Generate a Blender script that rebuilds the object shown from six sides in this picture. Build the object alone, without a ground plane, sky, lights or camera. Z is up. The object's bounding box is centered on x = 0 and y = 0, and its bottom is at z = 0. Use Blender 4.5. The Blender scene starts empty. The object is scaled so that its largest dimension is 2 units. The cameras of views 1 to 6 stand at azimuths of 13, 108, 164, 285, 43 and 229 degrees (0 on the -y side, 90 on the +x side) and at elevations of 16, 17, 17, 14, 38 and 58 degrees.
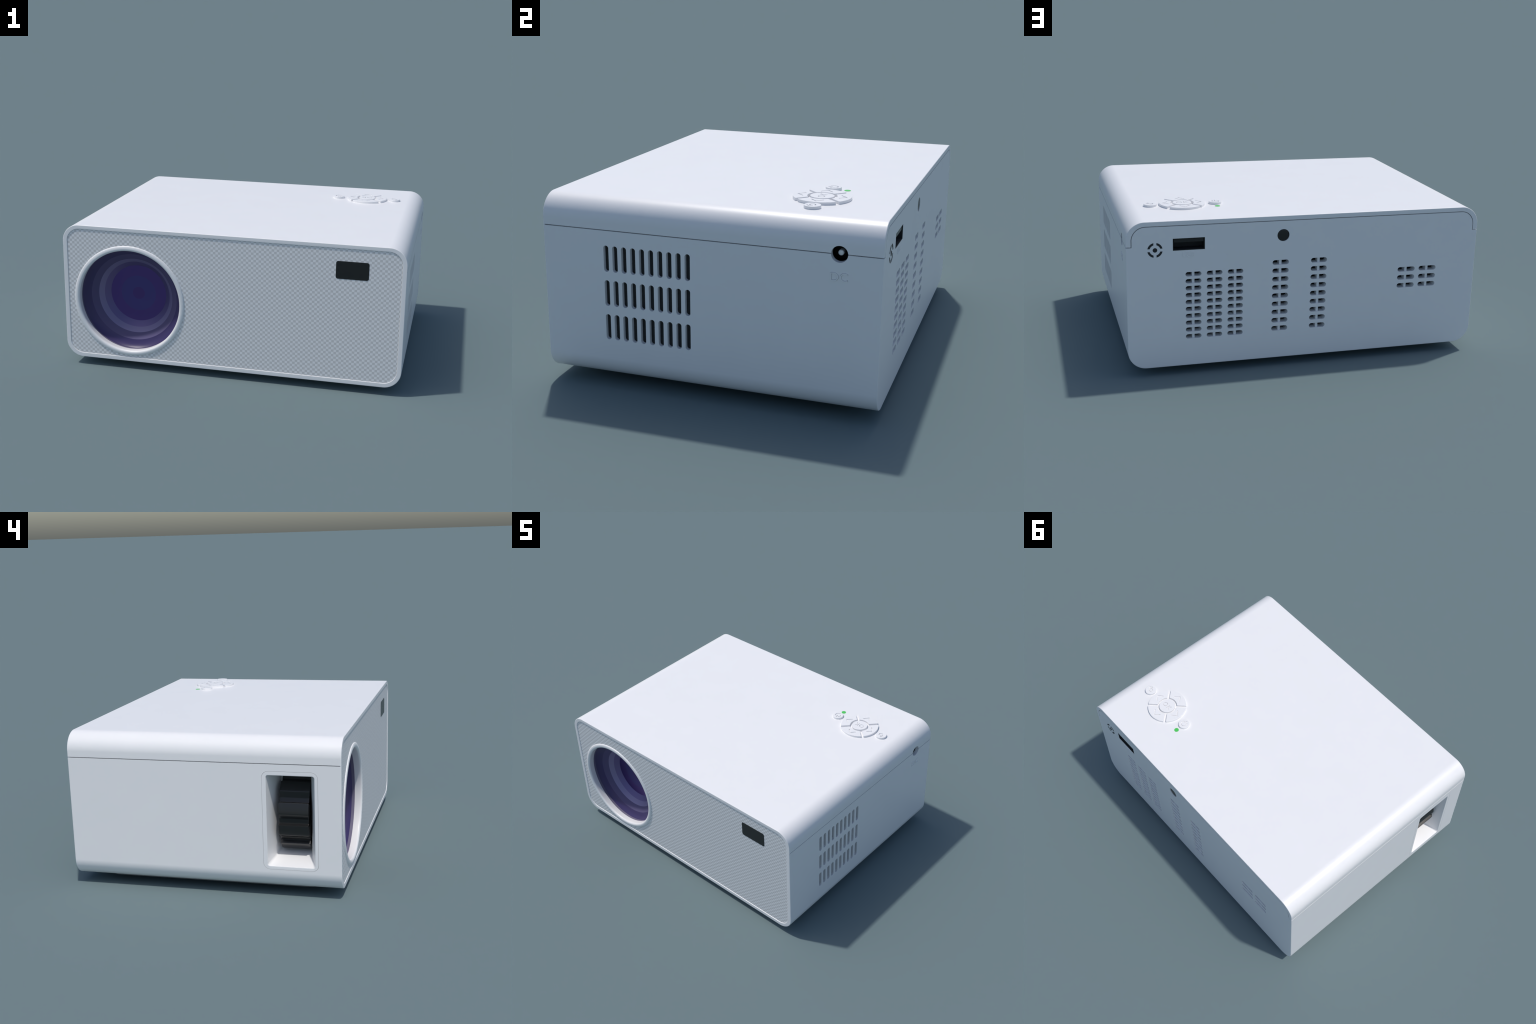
"""Small white home video projector: rounded box housing, round lens, vents,
focus wheel, raised keypad.  All sizes in metres, front faces -y."""
import bpy, bmesh, math
from math import sin, cos, pi, radians
from mathutils import Vector, Matrix

# ---------------------------------------------------------------- dimensions
HALF_W = 1.0            # half width (x)
Z_LOW, Z_TOP = 0.0475, 0.8645
CORNER = 0.10
Y_FRONT, Y_BACK = -0.7462, 0.7508
SHELL = 0.026           # wall thickness seen at rim and lid edge
SEAM_Z = 0.731
LENS_X, LENS_Z = -0.6005, 0.4215
PANEL_Y = -0.7425

# ---------------------------------------------------------------- materials
def new_mat(name):
    m = bpy.data.materials.new(name)
    m.use_nodes = True
    nt = m.node_tree
    return m, nt, nt.nodes["Principled BSDF"]

def plastic(name, col, rough=0.4, grain=0.0, spec=0.5, coat=0.0, metallic=0.0):
    m, nt, b = new_mat(name)
    b.inputs["Roughness"].default_value = rough
    b.inputs["Specular IOR Level"].default_value = spec
    b.inputs["Coat Weight"].default_value = coat
    b.inputs["Metallic"].default_value = metallic
    # very faint mottling so the plastic is not perfectly uniform
    tc = nt.nodes.new("ShaderNodeTexCoord")
    ns = nt.nodes.new("ShaderNodeTexNoise")
    ns.inputs["Scale"].default_value = 6.0
    ns.inputs["Detail"].default_value = 3.0
    nt.links.new(tc.outputs["Object"], ns.inputs["Vector"])
    mix = nt.nodes.new("ShaderNodeMix")
    mix.data_type = 'RGBA'
    mix.inputs[6].default_value = tuple(c * 0.985 for c in col) + (1,)
    mix.inputs[7].default_value = tuple(min(1, c * 1.015) for c in col) + (1,)
    nt.links.new(ns.outputs["Fac"], mix.inputs[0])
    nt.links.new(mix.outputs[2], b.inputs["Base Color"])
    if grain:
        g = nt.nodes.new("ShaderNodeTexNoise")
        g.inputs["Scale"].default_value = 420.0
        nt.links.new(tc.outputs["Object"], g.inputs["Vector"])
        bp = nt.nodes.new("ShaderNodeBump")
        bp.inputs["Strength"].default_value = grain
        bp.inputs["Distance"].default_value = 0.001
        nt.links.new(g.outputs["Fac"], bp.inputs["Height"])
        nt.links.new(bp.outputs["Normal"], b.inputs["Normal"])
    return m

WHITE = (0.88, 0.88, 0.885)
M_WHITE = plastic("white_plastic", WHITE, 0.36)
M_BLACK = plastic("black_plastic", (0.011, 0.012, 0.0125), 0.26)
M_WHEEL = plastic("wheel_plastic", (0.013, 0.0135, 0.014), 0.30)
M_DARK = plastic("dark_interior", (0.014, 0.015, 0.016), 0.7, spec=0.2)
M_PLATE = plastic("grey_underside", (0.22, 0.225, 0.23), 0.6)
M_PORT = plastic("socket_black", (0.004, 0.004, 0.004), 0.6, spec=0.15)
M_VENT = plastic("vent_dark", (0.034, 0.036, 0.038), 0.7, spec=0.3)
M_MARK = plastic("dark_print", (0.016, 0.018, 0.020), 0.6)
def lens_mat(name, col, rough=0.34, metallic=1.0):
    """Purple lens surface, tint set ring by ring: mirror-like, slightly blurred."""
    return plastic(name, col, rough, metallic=metallic)
M_LENS = lens_mat("purple_lens", (0.112, 0.070, 0.262))
M_LENS_B = lens_mat("bluish_lens", (0.100, 0.082, 0.275))
M_LENS_EYE = lens_mat("deep_purple_lens", (0.106, 0.066, 0.246))
M_LENS_WALL = lens_mat("dark_lens_wall", (0.044, 0.030, 0.122), 0.38, 0.0)
M_LENS_BAND = lens_mat("slate_band", (0.170, 0.145, 0.305), 0.55, 0.8)
M_LENS_OUTER = lens_mat("outer_slate_band", (0.170, 0.150, 0.285), 0.80, 0.86)
M_LENS_LIGHT = lens_mat("pale_band", (0.262, 0.240, 0.405), 0.6, 0.7)
M_EDGE_STRIP = plastic("grey_edge_strip", (0.19, 0.175, 0.26), 0.4)
M_METAL = plastic("metal", (0.88, 0.88, 0.88), 0.30, metallic=0.25)
M_FRAME = plastic("socket_metal", (0.10, 0.105, 0.09), 0.4, metallic=0.6)
M_GREEN = plastic("green_light", (0.085, 0.60, 0.11), 0.4)
M_RUBBER = plastic("grey_rubber", (0.10, 0.10, 0.11), 0.7)

def woven_mat():
    """Front grille: fine two-tone checker weave."""
    m, nt, b = new_mat("woven_grille")
    b.inputs["Roughness"].default_value = 0.45
    tc = nt.nodes.new("ShaderNodeTexCoord")
    sep = nt.nodes.new("ShaderNodeSeparateXYZ")
    nt.links.new(tc.outputs["Object"], sep.inputs[0])

    def square_wave(sock, period, origin):
        sub = nt.nodes.new("ShaderNodeMath"); sub.operation = 'SUBTRACT'
        nt.links.new(sock, sub.inputs[0]); sub.inputs[1].default_value = origin
        div = nt.nodes.new("ShaderNodeMath"); div.operation = 'DIVIDE'
        nt.links.new(sub.outputs[0], div.inputs[0]); div.inputs[1].default_value = period
        fr = nt.nodes.new("ShaderNodeMath"); fr.operation = 'FRACT'
        nt.links.new(div.outputs[0], fr.inputs[0])
        gt = nt.nodes.new("ShaderNodeMath"); gt.operation = 'GREATER_THAN'
        nt.links.new(fr.outputs[0], gt.inputs[0]); gt.inputs[1].default_value = 0.5
        return gt
    # dark cell centred on (-0.157, 0.7434)
    a = square_wave(sep.outputs[0], 0.0294, -0.157 - 0.0294 * 0.25)
    c = square_wave(sep.outputs[2], 0.0280, 0.7434 - 0.0280 * 0.25)
    xor = nt.nodes.new("ShaderNodeMath"); xor.operation = 'COMPARE'
    nt.links.new(a.outputs[0], xor.inputs[0]); nt.links.new(c.outputs[0], xor.inputs[1])
    xor.inputs[2].default_value = 0.1
    mix = nt.nodes.new("ShaderNodeMix"); mix.data_type = 'RGBA'
    mix.inputs[6].default_value = WHITE + (1,)
    mix.inputs[7].default_value = (0.66, 0.655, 0.655, 1)
    nt.links.new(xor.outputs[0], mix.inputs[0])
    nt.links.new(mix.outputs[2], b.inputs["Base Color"])
    return m
M_WEAVE = woven_mat()

# ---------------------------------------------------------------- mesh helpers
def link(name, me, mat=None, parent=None, smooth=40.0, weighted=True):
    ob = bpy.data.objects.new(name, me)
    bpy.context.scene.collection.objects.link(ob)
    if mat is not None:
        me.materials.clear()
        me.materials.append(mat)
    if smooth:
        me.polygons.foreach_set("use_smooth", [True] * len(me.polygons))
        me.set_sharp_from_angle(angle=radians(smooth))
        if weighted:
            w = ob.modifiers.new("weighted", 'WEIGHTED_NORMAL')
            w.keep_sharp = True
    if parent is not None:
        ob.parent = parent
    return ob

def from_bm(bm, name="mesh"):
    bmesh.ops.recalc_face_normals(bm, faces=bm.faces[:])
    me = bpy.data.meshes.new(name)
    bm.to_mesh(me)
    bm.free()
    return me

def rounded_rect(x0, x1, y0, y1, r, seg=12):
    pts = []
    for cx, cy, a0 in ((x1 - r, y1 - r, 0), (x0 + r, y1 - r, 90), (x0 + r, y0 + r, 180), (x1 - r, y0 + r, 270)):
        for i in range(seg + 1):
            a = radians(a0 + 90 * i / seg)
            pts.append((cx + r * cos(a), cy + r * sin(a)))
    return pts

def circle(cx, cy, r, seg=64):
    return [(cx + r * cos(2 * pi * i / seg), cy + r * sin(2 * pi * i / seg)) for i in range(seg)]

# axis frames: map 2D outline (a, b) and depth d to space
FRAMES = {
    'y': lambda a, b, d: (a, d, b),      # outline in x,z
    'x': lambda a, b, d: (d, a, b),      # outline in y,z
    'z': lambda a, b, d: (a, b, d),      # outline in x,y
}

def loft(rings, axis, bm=None):
    """rings: list of (outline, depth); equal point counts. Closed solid."""
    own = bm is None
    if own:
        bm = bmesh.new()
    f = FRAMES[axis]
    loops = [[bm.verts.new(f(a, b, d)) for a, b in o] for o, d in rings]
    n = len(loops[0])
    for p, q in zip(loops, loops[1:]):
        for i in range(n):
            bm.faces.new((p[i], p[(i + 1) % n], q[(i + 1) % n], q[i]))
    bm.faces.new(loops[0][::-1])
    bm.faces.new(loops[-1])
    return from_bm(bm) if own else bm

def prism(outline, d0, d1, axis, bm=None):
    return loft([(outline, d0), (outline, d1)], axis, bm)

def box(bm, x0, x1, y0, y1, z0, z1):
    prism([(x0, y0), (x1, y0), (x1, y1), (x0, y1)], z0, z1, 'z', bm)

def inset(outline, d):
    """Move a counter-clockwise outline inwards by d (mitred)."""
    n, out = len(outline), []
    for i in range(n):
        p0, p, p1 = Vector(outline[i - 1]), Vector(outline[i]), Vector(outline[(i + 1) % n])
        e0, e1 = (p - p0), (p1 - p)
        e0 = e0.normalized() if e0.length > 1e-9 else e1.normalized()
        e1 = e1.normalized() if e1.length > 1e-9 else e0
        n0, n1 = Vector((-e0.y, e0.x)), Vector((-e1.y, e1.x))
        m = n0 + n1
        m = m / max(m.length_squared, 0.3) * 2 if m.length_squared > 1e-9 else n0
        out.append((p.x + m.x * d, p.y + m.y * d))
    return out

def raised(outline, d0, d1, axis, bevel, steps=3, bm=None):
    """Prism with a rounded edge at d1."""
    s = 1 if d1 > d0 else -1
    rings = [(outline, d0)]
    for i in range(steps + 1):
        a = pi / 2 * i / steps
        rings.append((inset(outline, bevel * (1 - cos(a))), d1 - s * bevel * (1 - sin(a))))
    return loft(rings, axis, bm)

def fillet(poly, r, seg=4):
    """Round the corners of a polygon."""
    out, n = [], len(poly)
    for i in range(n):
        p0, p, p1 = Vector(poly[i - 1]), Vector(poly[i]), Vector(poly[(i + 1) % n])
        a, b = (p0 - p), (p1 - p)
        if (-a).angle(b) < 0.4:              # already a smooth run of points
            out.append((p.x, p.y))
            continue
        rr = min(r, a.length * 0.45, b.length * 0.45)
        a, b = p + a.normalized() * rr, p + b.normalized() * rr
        for k in range(seg + 1):
            t = k / seg
            q = a * (1 - t) ** 2 + p * 2 * t * (1 - t) + b * t * t
            out.append((q.x, q.y))
    return out

def stroke(points, w):
    """Outline polygon of a thick open polyline (counter-clockwise)."""
    P = [Vector(p) for p in points]
    left, right = [], []
    for i, p in enumerate(P):
        d0 = (p - P[i - 1]).normalized() if i else (P[1] - p).normalized()
        d1 = (P[i + 1] - p).normalized() if i < len(P) - 1 else d0
        n0, n1 = Vector((-d0.y, d0.x)), Vector((-d1.y, d1.x))
        m = (n0 + n1)
        m = m / m.length_squared * 2
        left.append(p + m * w / 2)
        right.append(p - m * w / 2)
    return [(v.x, v.y) for v in right + left[::-1]]

def lathe(profile, cx, cz, seg=128, closed=False):
    """Spin (radius, y) points about the y axis through (cx, cz)."""
    bm = bmesh.new()
    rings = []
    for r, y in profile:
        if r < 1e-6:
            rings.append([bm.verts.new((cx, y, cz))])
        else:
            rings.append([bm.verts.new((cx + r * cos(2 * pi * i / seg), y, cz + r * sin(2 * pi * i / seg))) for i in range(seg)])
    pairs = list(zip(rings, rings[1:])) + ([(rings[-1], rings[0])] if closed else [])
    for p, q in pairs:
        for i in range(seg):
            j = (i + 1) % seg
            if len(p) == 1:
                bm.faces.new((p[0], q[j], q[i]))
            elif len(q) == 1:
                bm.faces.new((p[i], p[j], q[0]))
            else:
                bm.faces.new((p[i], p[j], q[j], q[i]))
    return from_bm(bm)

def boolean(me, cutter, op='DIFFERENCE', self_hit=False):
    a = bpy.data.objects.new("tmp_a", me)
    b = bpy.data.objects.new("tmp_b", cutter)
    sc = bpy.context.scene.collection
    sc.objects.link(a); sc.objects.link(b)
    m = a.modifiers.new("cut", 'BOOLEAN')
    m.operation, m.object, m.solver, m.use_self = op, b, 'EXACT', self_hit
    dg = bpy.context.evaluated_depsgraph_get()
    out = bpy.data.meshes.new_from_object(a.evaluated_get(dg), depsgraph=dg)
    bpy.data.objects.remove(a); bpy.data.objects.remove(b)
    return out

def clean(me):
    bm = bmesh.new(); bm.from_mesh(me)
    bmesh.ops.remove_doubles(bm, verts=bm.verts[:], dist=2e-6)
    bmesh.ops.dissolve_degenerate(bm, dist=1e-6, edges=bm.edges[:])
    bm.to_mesh(me); bm.free()
    return me

def text_mesh(body, size, depth, matrix, offset=0.0, spacing=1.0):
    cu = bpy.data.curves.new("lettering", 'FONT')
    cu.body, cu.size, cu.extrude, cu.offset = body, size, depth, offset
    cu.space_character = spacing
    cu.align_x, cu.align_y = 'CENTER', 'CENTER'
    ob = bpy.data.objects.new("tmp_text", cu)
    bpy.context.scene.collection.objects.link(ob)
    dg = bpy.context.evaluated_depsgraph_get()
    me = bpy.data.meshes.new_from_object(ob.evaluated_get(dg), depsgraph=dg)
    bpy.data.objects.remove(ob)
    me.transform(matrix)
    return me

# ---------------------------------------------------------------- the projector
root = bpy.data.objects.new("video_projector", None)
bpy.context.scene.collection.objects.link(root)
root["label"] = "white rounded-box home projector with purple lens and raised keypad"
root["category"] = "projector"

def body_profile(d=0.0):
    return rounded_rect(-HALF_W + d, HALF_W - d, Z_LOW + d, Z_TOP - d, CORNER - d, 24)

def inner_profile(d=0.0):
    """Inside line of the rim / of the lid wall."""
    return rounded_rect(-0.9738 + d, 0.9738 - d, 0.0735 + d, 0.8400 - d, 0.0760 - d, 20)

EDGE = 0.0035
rings = []
for i in range(4):
    a = pi / 2 * i / 3
    rings.append((body_profile(EDGE * (1 - sin(a))), Y_FRONT + EDGE * (1 - cos(a))))
for i in range(4):
    a = pi / 2 * (1 - i / 3)
    rings.append((body_profile(EDGE * (1 - sin(a))), Y_BACK - EDGE * (1 - cos(a))))
solid = loft(rings, 'y')

# split into the U-shaped top cover and the housing below it
bm = bmesh.new(); box(bm, -1.2, 1.2, -1.2, 1.2, SEAM_Z, 1.2)
upper = from_bm(bm)
core = prism(inner_profile(), -1.3, 1.3, 'y')
u_shape = boolean(upper, core)
cover = boolean(solid.copy(), u_shape.copy(), 'INTERSECT')
housing = boolean(solid, u_shape)

# --- front recess with eased edge
recess = loft([(inner_profile(-0.0034), -0.80), (inner_profile(-0.0034), Y_FRONT), (inner_profile(-0.001), Y_FRONT + 0.0012),
               (inner_profile(), Y_FRONT + 0.0034), (inner_profile(0.0), -0.7365)], 'y')
housing = boolean(housing, recess.copy())
cover = boolean(cover, recess)

# --- seam grooves along the sides and across the back edge
G = 0.0022
for s in (1, -1):
    bm = bmesh.new()
    x0, x1 = sorted((s * 0.9840, s * 1.05))
    box(bm, x0, x1, -0.7395, 0.80, SEAM_Z - G, SEAM_Z + G)
    n0, n1 = sorted((s * 0.9975, s * 1.05))
    box(bm, n0, n1, -0.80, -0.7390, SEAM_Z - G * 0.8, SEAM_Z + G * 0.8)   # only a nick in the front rim
    g = from_bm(bm)
    housing = boolean(housing, g.copy(), self_hit=True); cover = boolean(cover, g, self_hit=True)
    bm = bmesh.new()
    x0, x1 = sorted((s * 0.9696, s * 1.05))
    box(bm, x0, x1, 0.7380, 0.80, SEAM_Z - 0.0019, SEAM_Z + 0.0014)
    g = from_bm(bm)
    housing = boolean(housing, g.copy()); cover = boolean(cover, g)
strip = boolean(prism(inner_profile(-0.0002), 0.7360, 0.80, 'y'), prism(inner_profile(0.0044), 0.70, 0.85, 'y'))
bm = bmesh.new(); box(bm, -1.2, 1.2, 0.70, 0.85, SEAM_Z - 0.0018, 1.2)
strip = boolean(strip, from_bm(bm), 'INTERSECT')
housing = boolean(housing, strip)

# --- power socket hole (crosses the seam)
DC_Y, DC_Z, DC_R = 0.573, 0.7305, 0.0347
hole = prism(circle(DC_Y, DC_Z, DC_R, 48), 0.93, 1.05, 'x')
housing = boolean(housing, hole.copy()); cover = boolean(cover, hole)

# --- lens barrel
housing = boolean(housing, prism(circle(LENS_X, LENS_Z, 0.322, 96), -0.76, -0.52, 'y'))

# --- side vent: 3 rows of 10 upright slots
def stadium(cx, cy, w, h, seg=8):
    r = min(w, h) / 2 * 0.999
    return rounded_rect(cx - w / 2, cx + w / 2, cy - h / 2, cy + h / 2, r, seg)

bm = bmesh.new()
for row in range(3):
    for i in range(10):
        prism(stadium(-0.4490 + 0.04162 * i, 0.6052 - 0.1556 * row, 0.0238, 0.1175), 0.960, 1.05, 'x', bm)
housing = boolean(housing, from_bm(bm))
bm = bmesh.new(); box(bm, 0.90, 0.9803, -0.49, -0.03, 0.21, 0.69)
housing = boolean(housing, from_bm(bm))

# --- rear vents: short lying slots, each split by a thin upright bar
rear = [(x, 0.568 - 0.0393 * i) for x in (0.6453, 0.5305, 0.4156) for i in range(10)]
rear += [(x, 0.6035 - 0.0478 * i) for x in (0.1640, -0.0548) for i in range(9)]
rear += [(x, 0.5172 - 0.0478 * i) for x in (-0.5775, -0.7063) for i in range(3)]
bm_shallow, bm_deep = bmesh.new(), bmesh.new()
for x, z in rear:
    w = 0.105 if x < -0.3 else (0.0925 if x < 0.3 else 0.0858)
    h = 0.0250 if x > 0.3 else 0.0275
    bar = 0.0135
    o = stadium(x, z, w, h)
    prism(o, 0.7412, 0.80, 'y', bm_shallow)
    for s in (1, -1):
        # keep outer round end, flatten at the bar
        end = [(px, pz) for px, pz in o if s * (px - x) > bar / 2]
        end.sort(key=lambda q: math.atan2(q[1] - z, s * (q[0] - x)))
        end = [(x + s * bar / 2, z - h / 2)] + end + [(x + s * bar / 2, z + h / 2)]
        prism(end, 0.690, 0.7420, 'y', bm_deep)
housing = boolean(housing, from_bm(bm_shallow))
housing = boolean(housing, from_bm(bm_deep))
bm = bmesh.new()
box(bm, 0.35, 0.71, 0.60, 0.701, 0.19, 0.60)
box(bm, -0.12, 0.23, 0.60, 0.701, 0.19, 0.64)
box(bm, -0.78, -0.50, 0.60, 0.701, 0.39, 0.56)
housing = boolean(housing, from_bm(bm))

# --- rear socket, sensor and cross-hair openings
USB = (0.5832, 0.7545, 0.7024, 0.7685)
IR_X, IR_Z, IR_R = 0.1525, 0.7563, 0.0338
MK_X, MK_Z = 0.8483, 0.7105
bm = bmesh.new()
box(bm, USB[0], USB[1], 0.64, 0.80, USB[2], USB[3])
prism(circle(IR_X, IR_Z, IR_R, 48), 0.7405, 0.80, 'y', bm)
housing = boolean(housing, from_bm(bm))

def arc_piece(cx, cz, ri, ro, q, gap, seg=10, seg_in=None):
    """Quarter ring in quadrant q with parallel gaps."""
    a_o, a_i = math.asin(gap / 2 / ro), math.asin(gap / 2 / ri)
    pts = []
    for i in range(seg + 1):
        a = q * pi / 2 + a_o + (pi / 2 - 2 * a_o) * i / seg
        pts.append((cx + ro * cos(a), cz + ro * sin(a)))
    seg_in = seg_in or seg
    for i in range(seg_in + 1):
        a = q * pi / 2 + pi / 2 - a_i - (pi / 2 - 2 * a_i) * i / seg_in
        pts.append((cx + ri * cos(a), cz + ri * sin(a)))
    return pts

# --- opening for the focus-wheel bezel
BZ = (-0.6255, -0.3295, 0.1600, 0.6925, 0.036)     # y0 y1 z0 z1 r
housing = boolean(housing, prism(rounded_rect(*BZ[:4], BZ[4], 10), -1.05, -0.904, 'x'))
housing = boolean(housing, prism(rounded_rect(-0.5780, -0.330, 0.160, 0.690, 0.01, 4), -0.91, -0.48, 'x'))

def outward(origin, right, up):
    """Matrix placing text: right and up are world directions."""
    r, u = Vector(right), Vector(up)
    n = r.cross(u)
    return Matrix(((r.x, u.x, n.x, origin[0]), (r.y, u.y, n.y, origin[1]), (r.z, u.z, n.z, origin[2]), (0, 0, 0, 1)))

DC_AT = outward((0.9985, 0.5735, 0.6338), (0, 1, 0), (0, 0, 1))
USB_AT = outward((0.6715, Y_BACK - 0.0012, 0.6765), (-1, 0, 0), (0, 0, 1))
# thin moat around the raised side lettering
housing = boolean(housing, clean(text_mesh("DC", 0.0520, 0.0075, DC_AT, 0.0007, 1.06)))

housing_ob = link("housing", clean(housing), M_WHITE, root, 35)
cover_ob = link("top_cover", clean(cover), M_WHITE, root, 35)

# --- front grille panel
panel = loft([(inner_profile(0.0006), PANEL_Y), (inner_profile(0.0006), -0.7368)], 'y')
panel = boolean(panel, prism(circle(LENS_X, LENS_Z, 0.321, 96), -0.80, -0.70, 'y'))
panel_ob = link("front_grille", clean(panel), M_WEAVE, root, 35)

# infrared window on the grille
iw = rounded_rect(0.6105, 0.7940, 0.6665, 0.7685, 0.0125, 6)
link("infrared_window", raised(iw, -0.7380, PANEL_Y - 0.0012, 'y', 0.0008, 2), M_BLACK, root, 35)

# --- lens ring: rounded lip and white throat that widens slightly inwards
prof = [(0.3375, -0.7390), (0.3375, -0.7425)]
for i in range(9):
    a = pi / 2 * i / 8
    prof.append((0.3205 + 0.0168 * cos(a), -0.7430 - 0.0072 * sin(a)))
for i in range(1, 9):
    a = pi / 2 * i / 8
    prof.append((0.3205 - 0.0133 * sin(a), -0.7380 - 0.0122 * cos(a)))
prof += [(0.3080, -0.7230), (0.3092, -0.7060), (0.3210, -0.7060), (0.3210, -0.7390)]
link("lens_ring", lathe(prof, LENS_X, LENS_Z, 160, closed=True), M_WHITE, root, 50, False)
link("lens_edge_strip", lathe([(0.3215, -0.7055), (0.3094, -0.7055), (0.3118, -0.6880), (0.3118, -0.6800), (0.3215, -0.6800)], LENS_X, LENS_Z, 160, closed=True), M_EDGE_STRIP, root, 50, False)

# --- lens: stepped dark purple dish, each step a crisp conical band
wall = [(0.3117, -0.6885)]
for i in range(15):
    t = i / 14
    p = Vector((0.3105, -0.6880)) * (1 - t) ** 2 + Vector((0.2960, -0.6690)) * 2 * t * (1 - t) + Vector((0.2660, -0.6600)) * t * t
    wall.append((p.x, p.y))
lens_ob = link("lens", lathe(wall, LENS_X, LENS_Z, 160), M_LENS_WALL, root, 60, False)
for band, mat in (
        ([(0.2660, -0.6600), (0.2305, -0.6325)], M_LENS_OUTER),
        ([(0.2305, -0.6325), (0.2050, -0.6050)], M_LENS_LIGHT),
        ([(0.2050, -0.6050), (0.1740, -0.5770)], M_LENS_BAND),
        ([(0.1740, -0.5770), (0.1085, -0.5755)], M_LENS),
        ([(0.1085, -0.5755), (0.0380, -0.5740)], M_LENS_B),
        ([(0.0380, -0.5740), (0.0, -0.5736)], M_LENS_EYE)):
    link("lens_step", lathe(band, LENS_X, LENS_Z, 160), mat, lens_ob, 60, False)

# --- focus wheel bezel: tapered pocket
inset_gap = 0.0011
bez = prism(rounded_rect(BZ[0] + inset_gap, BZ[1] - inset_gap, BZ[2] + inset_gap, BZ[3] - inset_gap, BZ[4] - inset_gap, 10), -1.0, -0.955, 'x')
bm = bmesh.new(); box(bm, -0.960, -0.785, -0.5775, -0.335, 0.168, 0.685)
bez = boolean(bez, from_bm(bm), 'UNION')
bm = bmesh.new(); box(bm, -0.960, -0.905, -0.6190, -0.335, 0.1685, 0.6845)
bez = boolean(bez, from_bm(bm), 'UNION')
def pocket(y0, y1, z0, z1, r):
    return rounded_rect(y0, y1, z0, z1, r, 6)
cut = loft([(pocket(-0.6105, -0.3485, 0.1745, 0.6745, 0.016), -1.02),
            (pocket(-0.6105, -0.3485, 0.1745, 0.6745, 0.016), -1.0),
            (pocket(-0.6075, -0.3515, 0.1775, 0.6715, 0.013), -0.9990),
            (pocket(-0.6060, -0.3530, 0.1790, 0.6700, 0.012), -0.9960),
            (pocket(-0.5720, -0.3730, 0.2010, 0.6640, 0.010), -0.900),
            (pocket(-0.5715, -0.3900, 0.2220, 0.6600, 0.008), -0.800)], 'x')
link("wheel_bezel", clean(boolean(bez, cut)), M_WHITE, root, 35)

# --- ribbed focus wheel
WX, WZ, WR = -0.722, 0.4245, 0.236
outline = []
TEETH, DEPTH = 12, 0.022
for k in range(TEETH):
    a0 = radians(21.6 - 360 / TEETH * k)          # top edge of the tooth, facing out of the pocket
    st = 2 * pi / TEETH
    for frac, dr in ((0.0, 0.0), (0.17, 0.0), (0.34, 0.0), (0.50, 0.0), (0.74, DEPTH), (0.86, DEPTH), (0.965, DEPTH)):
        a = a0 - frac * st
        outline.append((WX - (WR - dr) * cos(a), WZ + (WR - dr) * sin(a)))
outline = fillet(outline, 0.0035, 2)
area = sum(outline[i - 1][0] * outline[i][1] - outline[i][0] * outline[i - 1][1] for i in range(len(outline)))
if area < 0:
    outline.reverse()
wy0, wy1, wb = -0.5655, -0.4010, 0.007
wheel = loft([(inset(outline, wb), wy0), (inset(outline, wb * 0.3), wy0 + wb * 0.3), (outline, wy0 + wb),
              (outline, wy1 - wb), (inset(outline, wb * 0.3), wy1 - wb * 0.3), (inset(outline, wb), wy1)], 'y')
link("focus_wheel", wheel, M_WHEEL, root, 25)

# --- dark backing behind the vents (several boxes, one stuff part)
bm = bmesh.new()
box(bm, 0.91, 0.9785, -0.485, -0.035, 0.215, 0.685)
side_back = link("vent_backing", from_bm(bm), M_VENT, root, 0)
bm = bmesh.new()
box(bm, 0.355, 0.705, 0.61, 0.699, 0.195, 0.595)
box(bm, -0.115, 0.225, 0.61, 0.699, 0.195, 0.635)
box(bm, -0.775, -0.505, 0.61, 0.699, 0.395, 0.555)
inner = link("vent_backing", from_bm(bm), M_DARK, root, 0)
inner["kind"] = "stuff"

# --- power socket
cup = bmesh.new()
seg = 48
dz = [(DC_R - 0.0004, 0.9745), (0.0338, 0.9745), (0.0335, 0.9725), (0.0335, 0.9420), (0.0, 0.9420)]
ringsv = []
for r, x in dz:
    if r == 0:
        ringsv.append([cup.verts.new((x, DC_Y, DC_Z))])
    else:
        ringsv.append([cup.verts.new((x, DC_Y + r * cos(2 * pi * i / seg), DC_Z + r * sin(2 * pi * i / seg))) for i in range(seg)])
for p, q in zip(ringsv, ringsv[1:]):
    for i in range(seg):
        j = (i + 1) % seg
        cup.faces.new((p[i], p[j], q[j], q[i]) if len(q) > 1 else (p[i], p[j], q[0]))
sock = link("power_socket", from_bm(cup), M_PORT, root, 35)
pr = 0.0120
pin_rings = [(circle(DC_Y, DC_Z, pr, 32), 0.943)] + [(circle(DC_Y, DC_Z, max(pr * cos(a), 0.0006), 32), 0.9715 + pr * 0.45 * sin(a)) for a in [pi / 2 * i / 8 for i in range(9)]]
link("socket_pin", loft(pin_rings, 'x'), M_METAL, sock, 60, False)

link("power_lettering", text_mesh("DC", 0.0520, 0.0042, DC_AT, 0.0, 1.06), M_WHITE, root, 35, False)
link("usb_lettering", text_mesh("USB", 0.0390, 0.0030, USB_AT, 0.0, 1.0), M_WHITE, root, 35, False)

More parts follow.
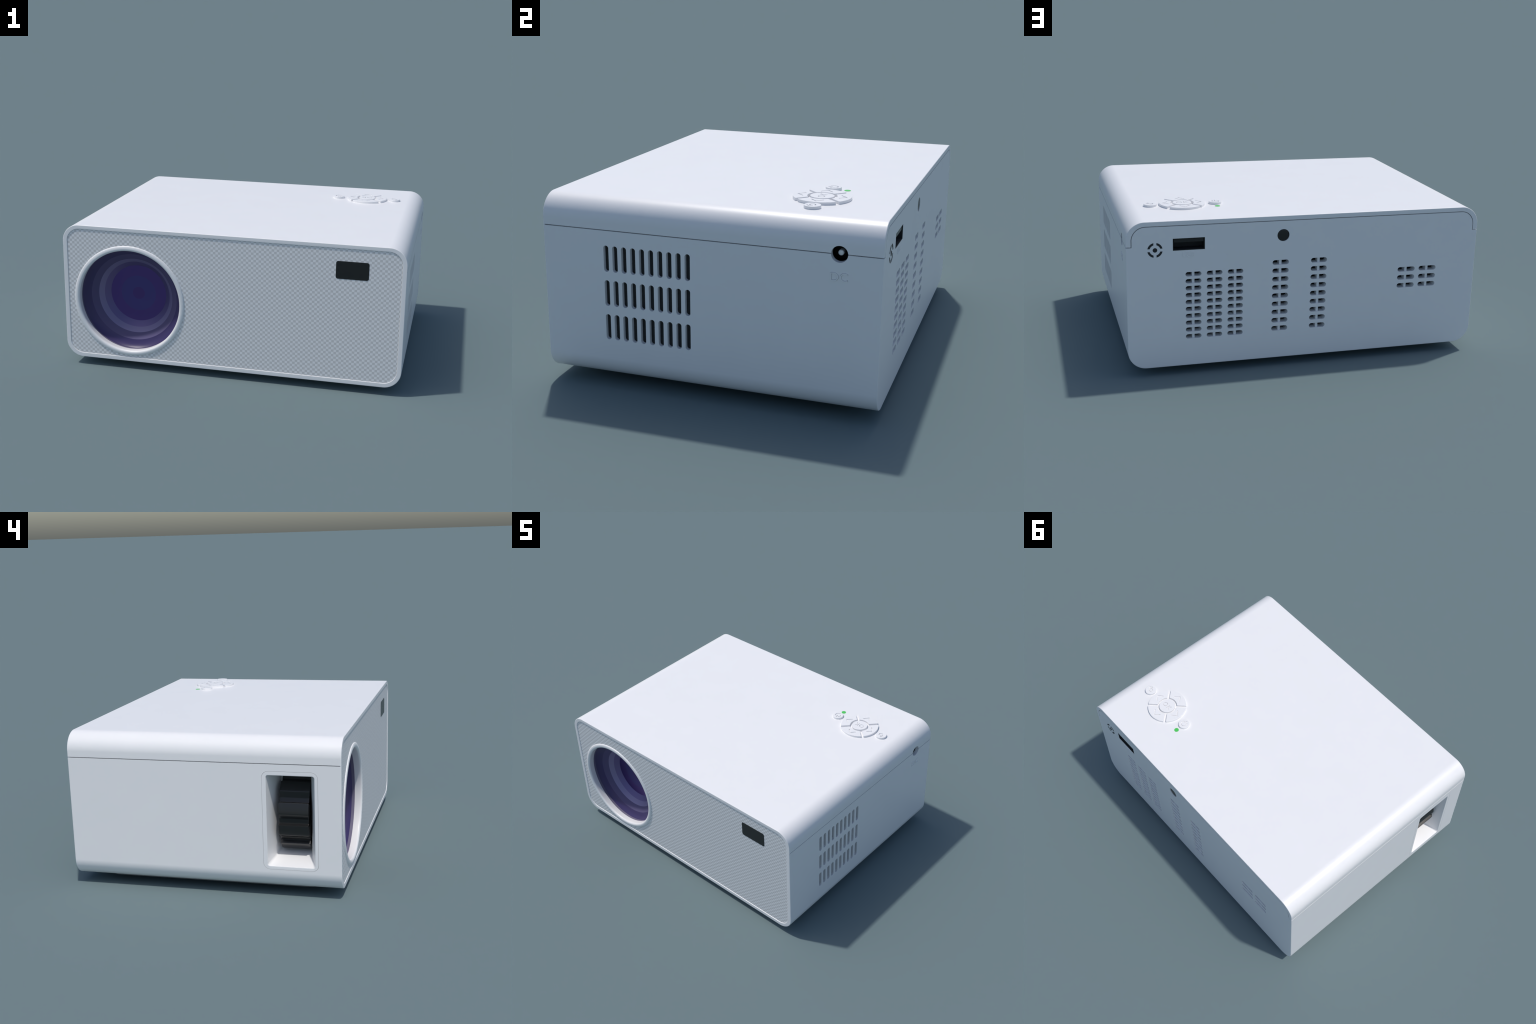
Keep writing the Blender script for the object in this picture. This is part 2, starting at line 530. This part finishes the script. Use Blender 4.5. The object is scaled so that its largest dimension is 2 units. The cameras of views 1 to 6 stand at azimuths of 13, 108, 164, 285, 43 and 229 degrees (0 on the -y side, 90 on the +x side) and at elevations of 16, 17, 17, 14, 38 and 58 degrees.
# --- usb socket: metal sleeve, dark well and tongue
e = 0.0022
outer = [(USB[0] + 0.0002, USB[2] + 0.0002), (USB[1] - 0.0002, USB[2] + 0.0002), (USB[1] - 0.0002, USB[3] - 0.0002), (USB[0] + 0.0002, USB[3] - 0.0002)]
inn = [(USB[0] + e, USB[2] + e), (USB[1] - e, USB[2] + e), (USB[1] - e, USB[3] - e), (USB[0] + e, USB[3] - e)]
sleeve = boolean(prism(outer, 0.66, 0.7502, 'y'), prism(inn, 0.67, 0.80, 'y'))
usb = link("usb_socket", sleeve, M_FRAME, root, 0)
e2 = e + 0.0006
inn2 = [(USB[0] + e2, USB[2] + e2), (USB[1] - e2, USB[2] + e2), (USB[1] - e2, USB[3] - e2), (USB[0] + e2, USB[3] - e2)]
inn1 = [(USB[0] + e + .0001, USB[2] + e + .0001), (USB[1] - e - .0001, USB[2] + e + .0001), (USB[1] - e - .0001, USB[3] - e - .0001), (USB[0] + e + .0001, USB[3] - e - .0001)]
well = boolean(prism(inn1, 0.672, 0.7492, 'y'), prism(inn2, 0.69, 0.80, 'y'))
link("socket_well", well, M_VENT, usb, 0)
tongue = prism([(USB[0] + 0.007, 0.7460), (USB[1] - 0.007, 0.7460), (USB[1] - 0.007, 0.7635), (USB[0] + 0.007, 0.7635)], 0.692, 0.7468, 'y')
link("socket_tongue", tongue, M_BLACK, usb, 0)

# --- rear sensor window
prof = [(0.0, 0.7490), (0.0255, 0.7490), (0.0285, 0.7483), (0.0334, 0.7462), (0.0334, 0.7415), (0.0, 0.7415)]
link("rear_sensor", lathe(prof, IR_X, IR_Z, 64), M_BLACK, root, 35, False)

# --- cross-hair mark: dot and four arcs, inlaid
mark = bmesh.new()
for q in range(4):
    prism(arc_piece(MK_X, MK_Z, 0.0285, 0.0402, q, 0.0158), 0.7450, Y_BACK + 0.0007, 'y', mark)
prism(circle(MK_X, MK_Z, 0.0120, 32), 0.7450, Y_BACK + 0.0007, 'y', mark)
link("crosshair_mark", from_bm(mark), M_MARK, root, 35, False)

# --- keypad ------------------------------------------------------------
KX, KY = 0.6450, 0.4067
ZB, ZK = Z_TOP - 0.004, Z_TOP + 0.0130       # button foot and face height
CUT = 0.0050                                 # depth of the engraved symbols

def engraved(me, outlines):
    """Cut symbol outlines into the face of a key."""
    b = bmesh.new()
    for o in outlines:
        prism(o, ZK - CUT, ZK + 0.01, 'z', b)
    return boolean(me, from_bm(b))

def rot_outline(o, ang, cx, cy):
    return [(cx + x * cos(ang) - y * sin(ang), cy + x * sin(ang) + y * cos(ang)) for x, y in o]

seg_poly = fillet(arc_piece(0, 0, 0.0645, 0.1275, 0, 0.0150, 15, 7), 0.0045, 3)
seg_poly = rot_outline(seg_poly, -pi / 4, 0, 0)
seg_mesh = raised(seg_poly, ZB, ZK, 'z', 0.0018, 3)
chev = fillet(stroke([(0.0785, -0.0275), (0.1080, 0.0), (0.0785, 0.0275)], 0.0064), 0.001, 1)
for k in range(4):
    ang = k * pi / 2
    if k == 0:
        me = seg_mesh
    else:
        me = seg_mesh.copy()
        me.transform(Matrix.Rotation(ang, 4, 'Z'))
    if k == 0:
        base_me = me.copy()
    me.transform(Matrix.Translation((KX, KY, 0)))
    if k == 0:
        seg_mesh = base_me
    me = engraved(me, [rot_outline(chev, ang, KX, KY)])
    link("direction_button", clean(me), M_WHITE, root, 35)

ok_me = raised(circle(KX, KY, 0.0530, 64), ZB, ZK + 0.0004, 'z', 0.0020, 3)
ok_me = boolean(ok_me, clean(text_mesh("OK", 0.0450, CUT, outward((KX, KY + 0.002, ZK + 0.0004), (-1, 0, 0), (0, -1, 0)), -0.0003, 1.15)))
link("ok_button", clean(ok_me), M_WHITE, root, 35)

PX, PY, BX, BY, BR = 0.4575, 0.4105, 0.8222, 0.4105, 0.0365
def flip(o, cx, cy):
    """Symbols are read from behind: right is -x, up is -y."""
    return [(cx - x, cy - y) for x, y in o]
arc = [(0.0190 * cos(radians(a)), 0.0190 * sin(radians(a)) - 0.001) for a in range(120, 120 + 301, 15)]
pw = engraved(raised(circle(PX, PY, BR, 48), ZB, ZK, 'z', 0.0020, 3),
              [flip(stroke(arc, 0.0056), PX, PY), flip(stroke([(0.0, 0.004), (0.0, 0.0250)], 0.0056), PX, PY)])
link("power_button", clean(pw), M_WHITE, root, 35)
bend = [(0.004 + 0.0112 * cos(radians(a)), -0.0010 + 0.0112 * sin(radians(a))) for a in range(90, -91, -15)]
bk = engraved(raised(circle(BX, BY, BR, 48), ZB, ZK, 'z', 0.0020, 3),
              [flip(stroke([(-0.0105, 0.0102)] + bend + [(-0.006, -0.0122)], 0.0054), BX, BY),
               flip(stroke([(-0.0070, 0.0235), (-0.0205, 0.0102), (-0.0070, -0.0031)], 0.0054), BX, BY)])
link("back_button", clean(bk), M_WHITE, root, 35)

link("indicator_light", raised(circle(0.4575, 0.4742, 0.0150, 32), Z_TOP - 0.003, Z_TOP + 0.0010, 'z', 0.0005, 2), M_GREEN, root, 35)

# --- underside plate and feet
plate = raised(rounded_rect(-0.885, 0.885, -0.615, 0.615, 0.08, 8), Z_LOW + 0.002, 0.0275, 'z', 0.004, 2)
link("base_plate", plate, M_PLATE, root, 35)
foot = None
for sx in (-1, 1):
    for sy in (-1, 1):
        if foot is None:
            foot = raised(circle(0, 0, 0.052, 40), 0.030, 0.0, 'z', 0.005, 2)
            fo = link("foot", foot, M_RUBBER, root, 35)
            first = fo
        else:
            fo = first.copy()
            bpy.context.scene.collection.objects.link(fo)
        fo.location = (sx * 0.75, sy * 0.48, 0)

for me in list(bpy.data.meshes):
    if me.users == 0:
        bpy.data.meshes.remove(me)
for cu in list(bpy.data.curves):
    if cu.users == 0:
        bpy.data.curves.remove(cu)
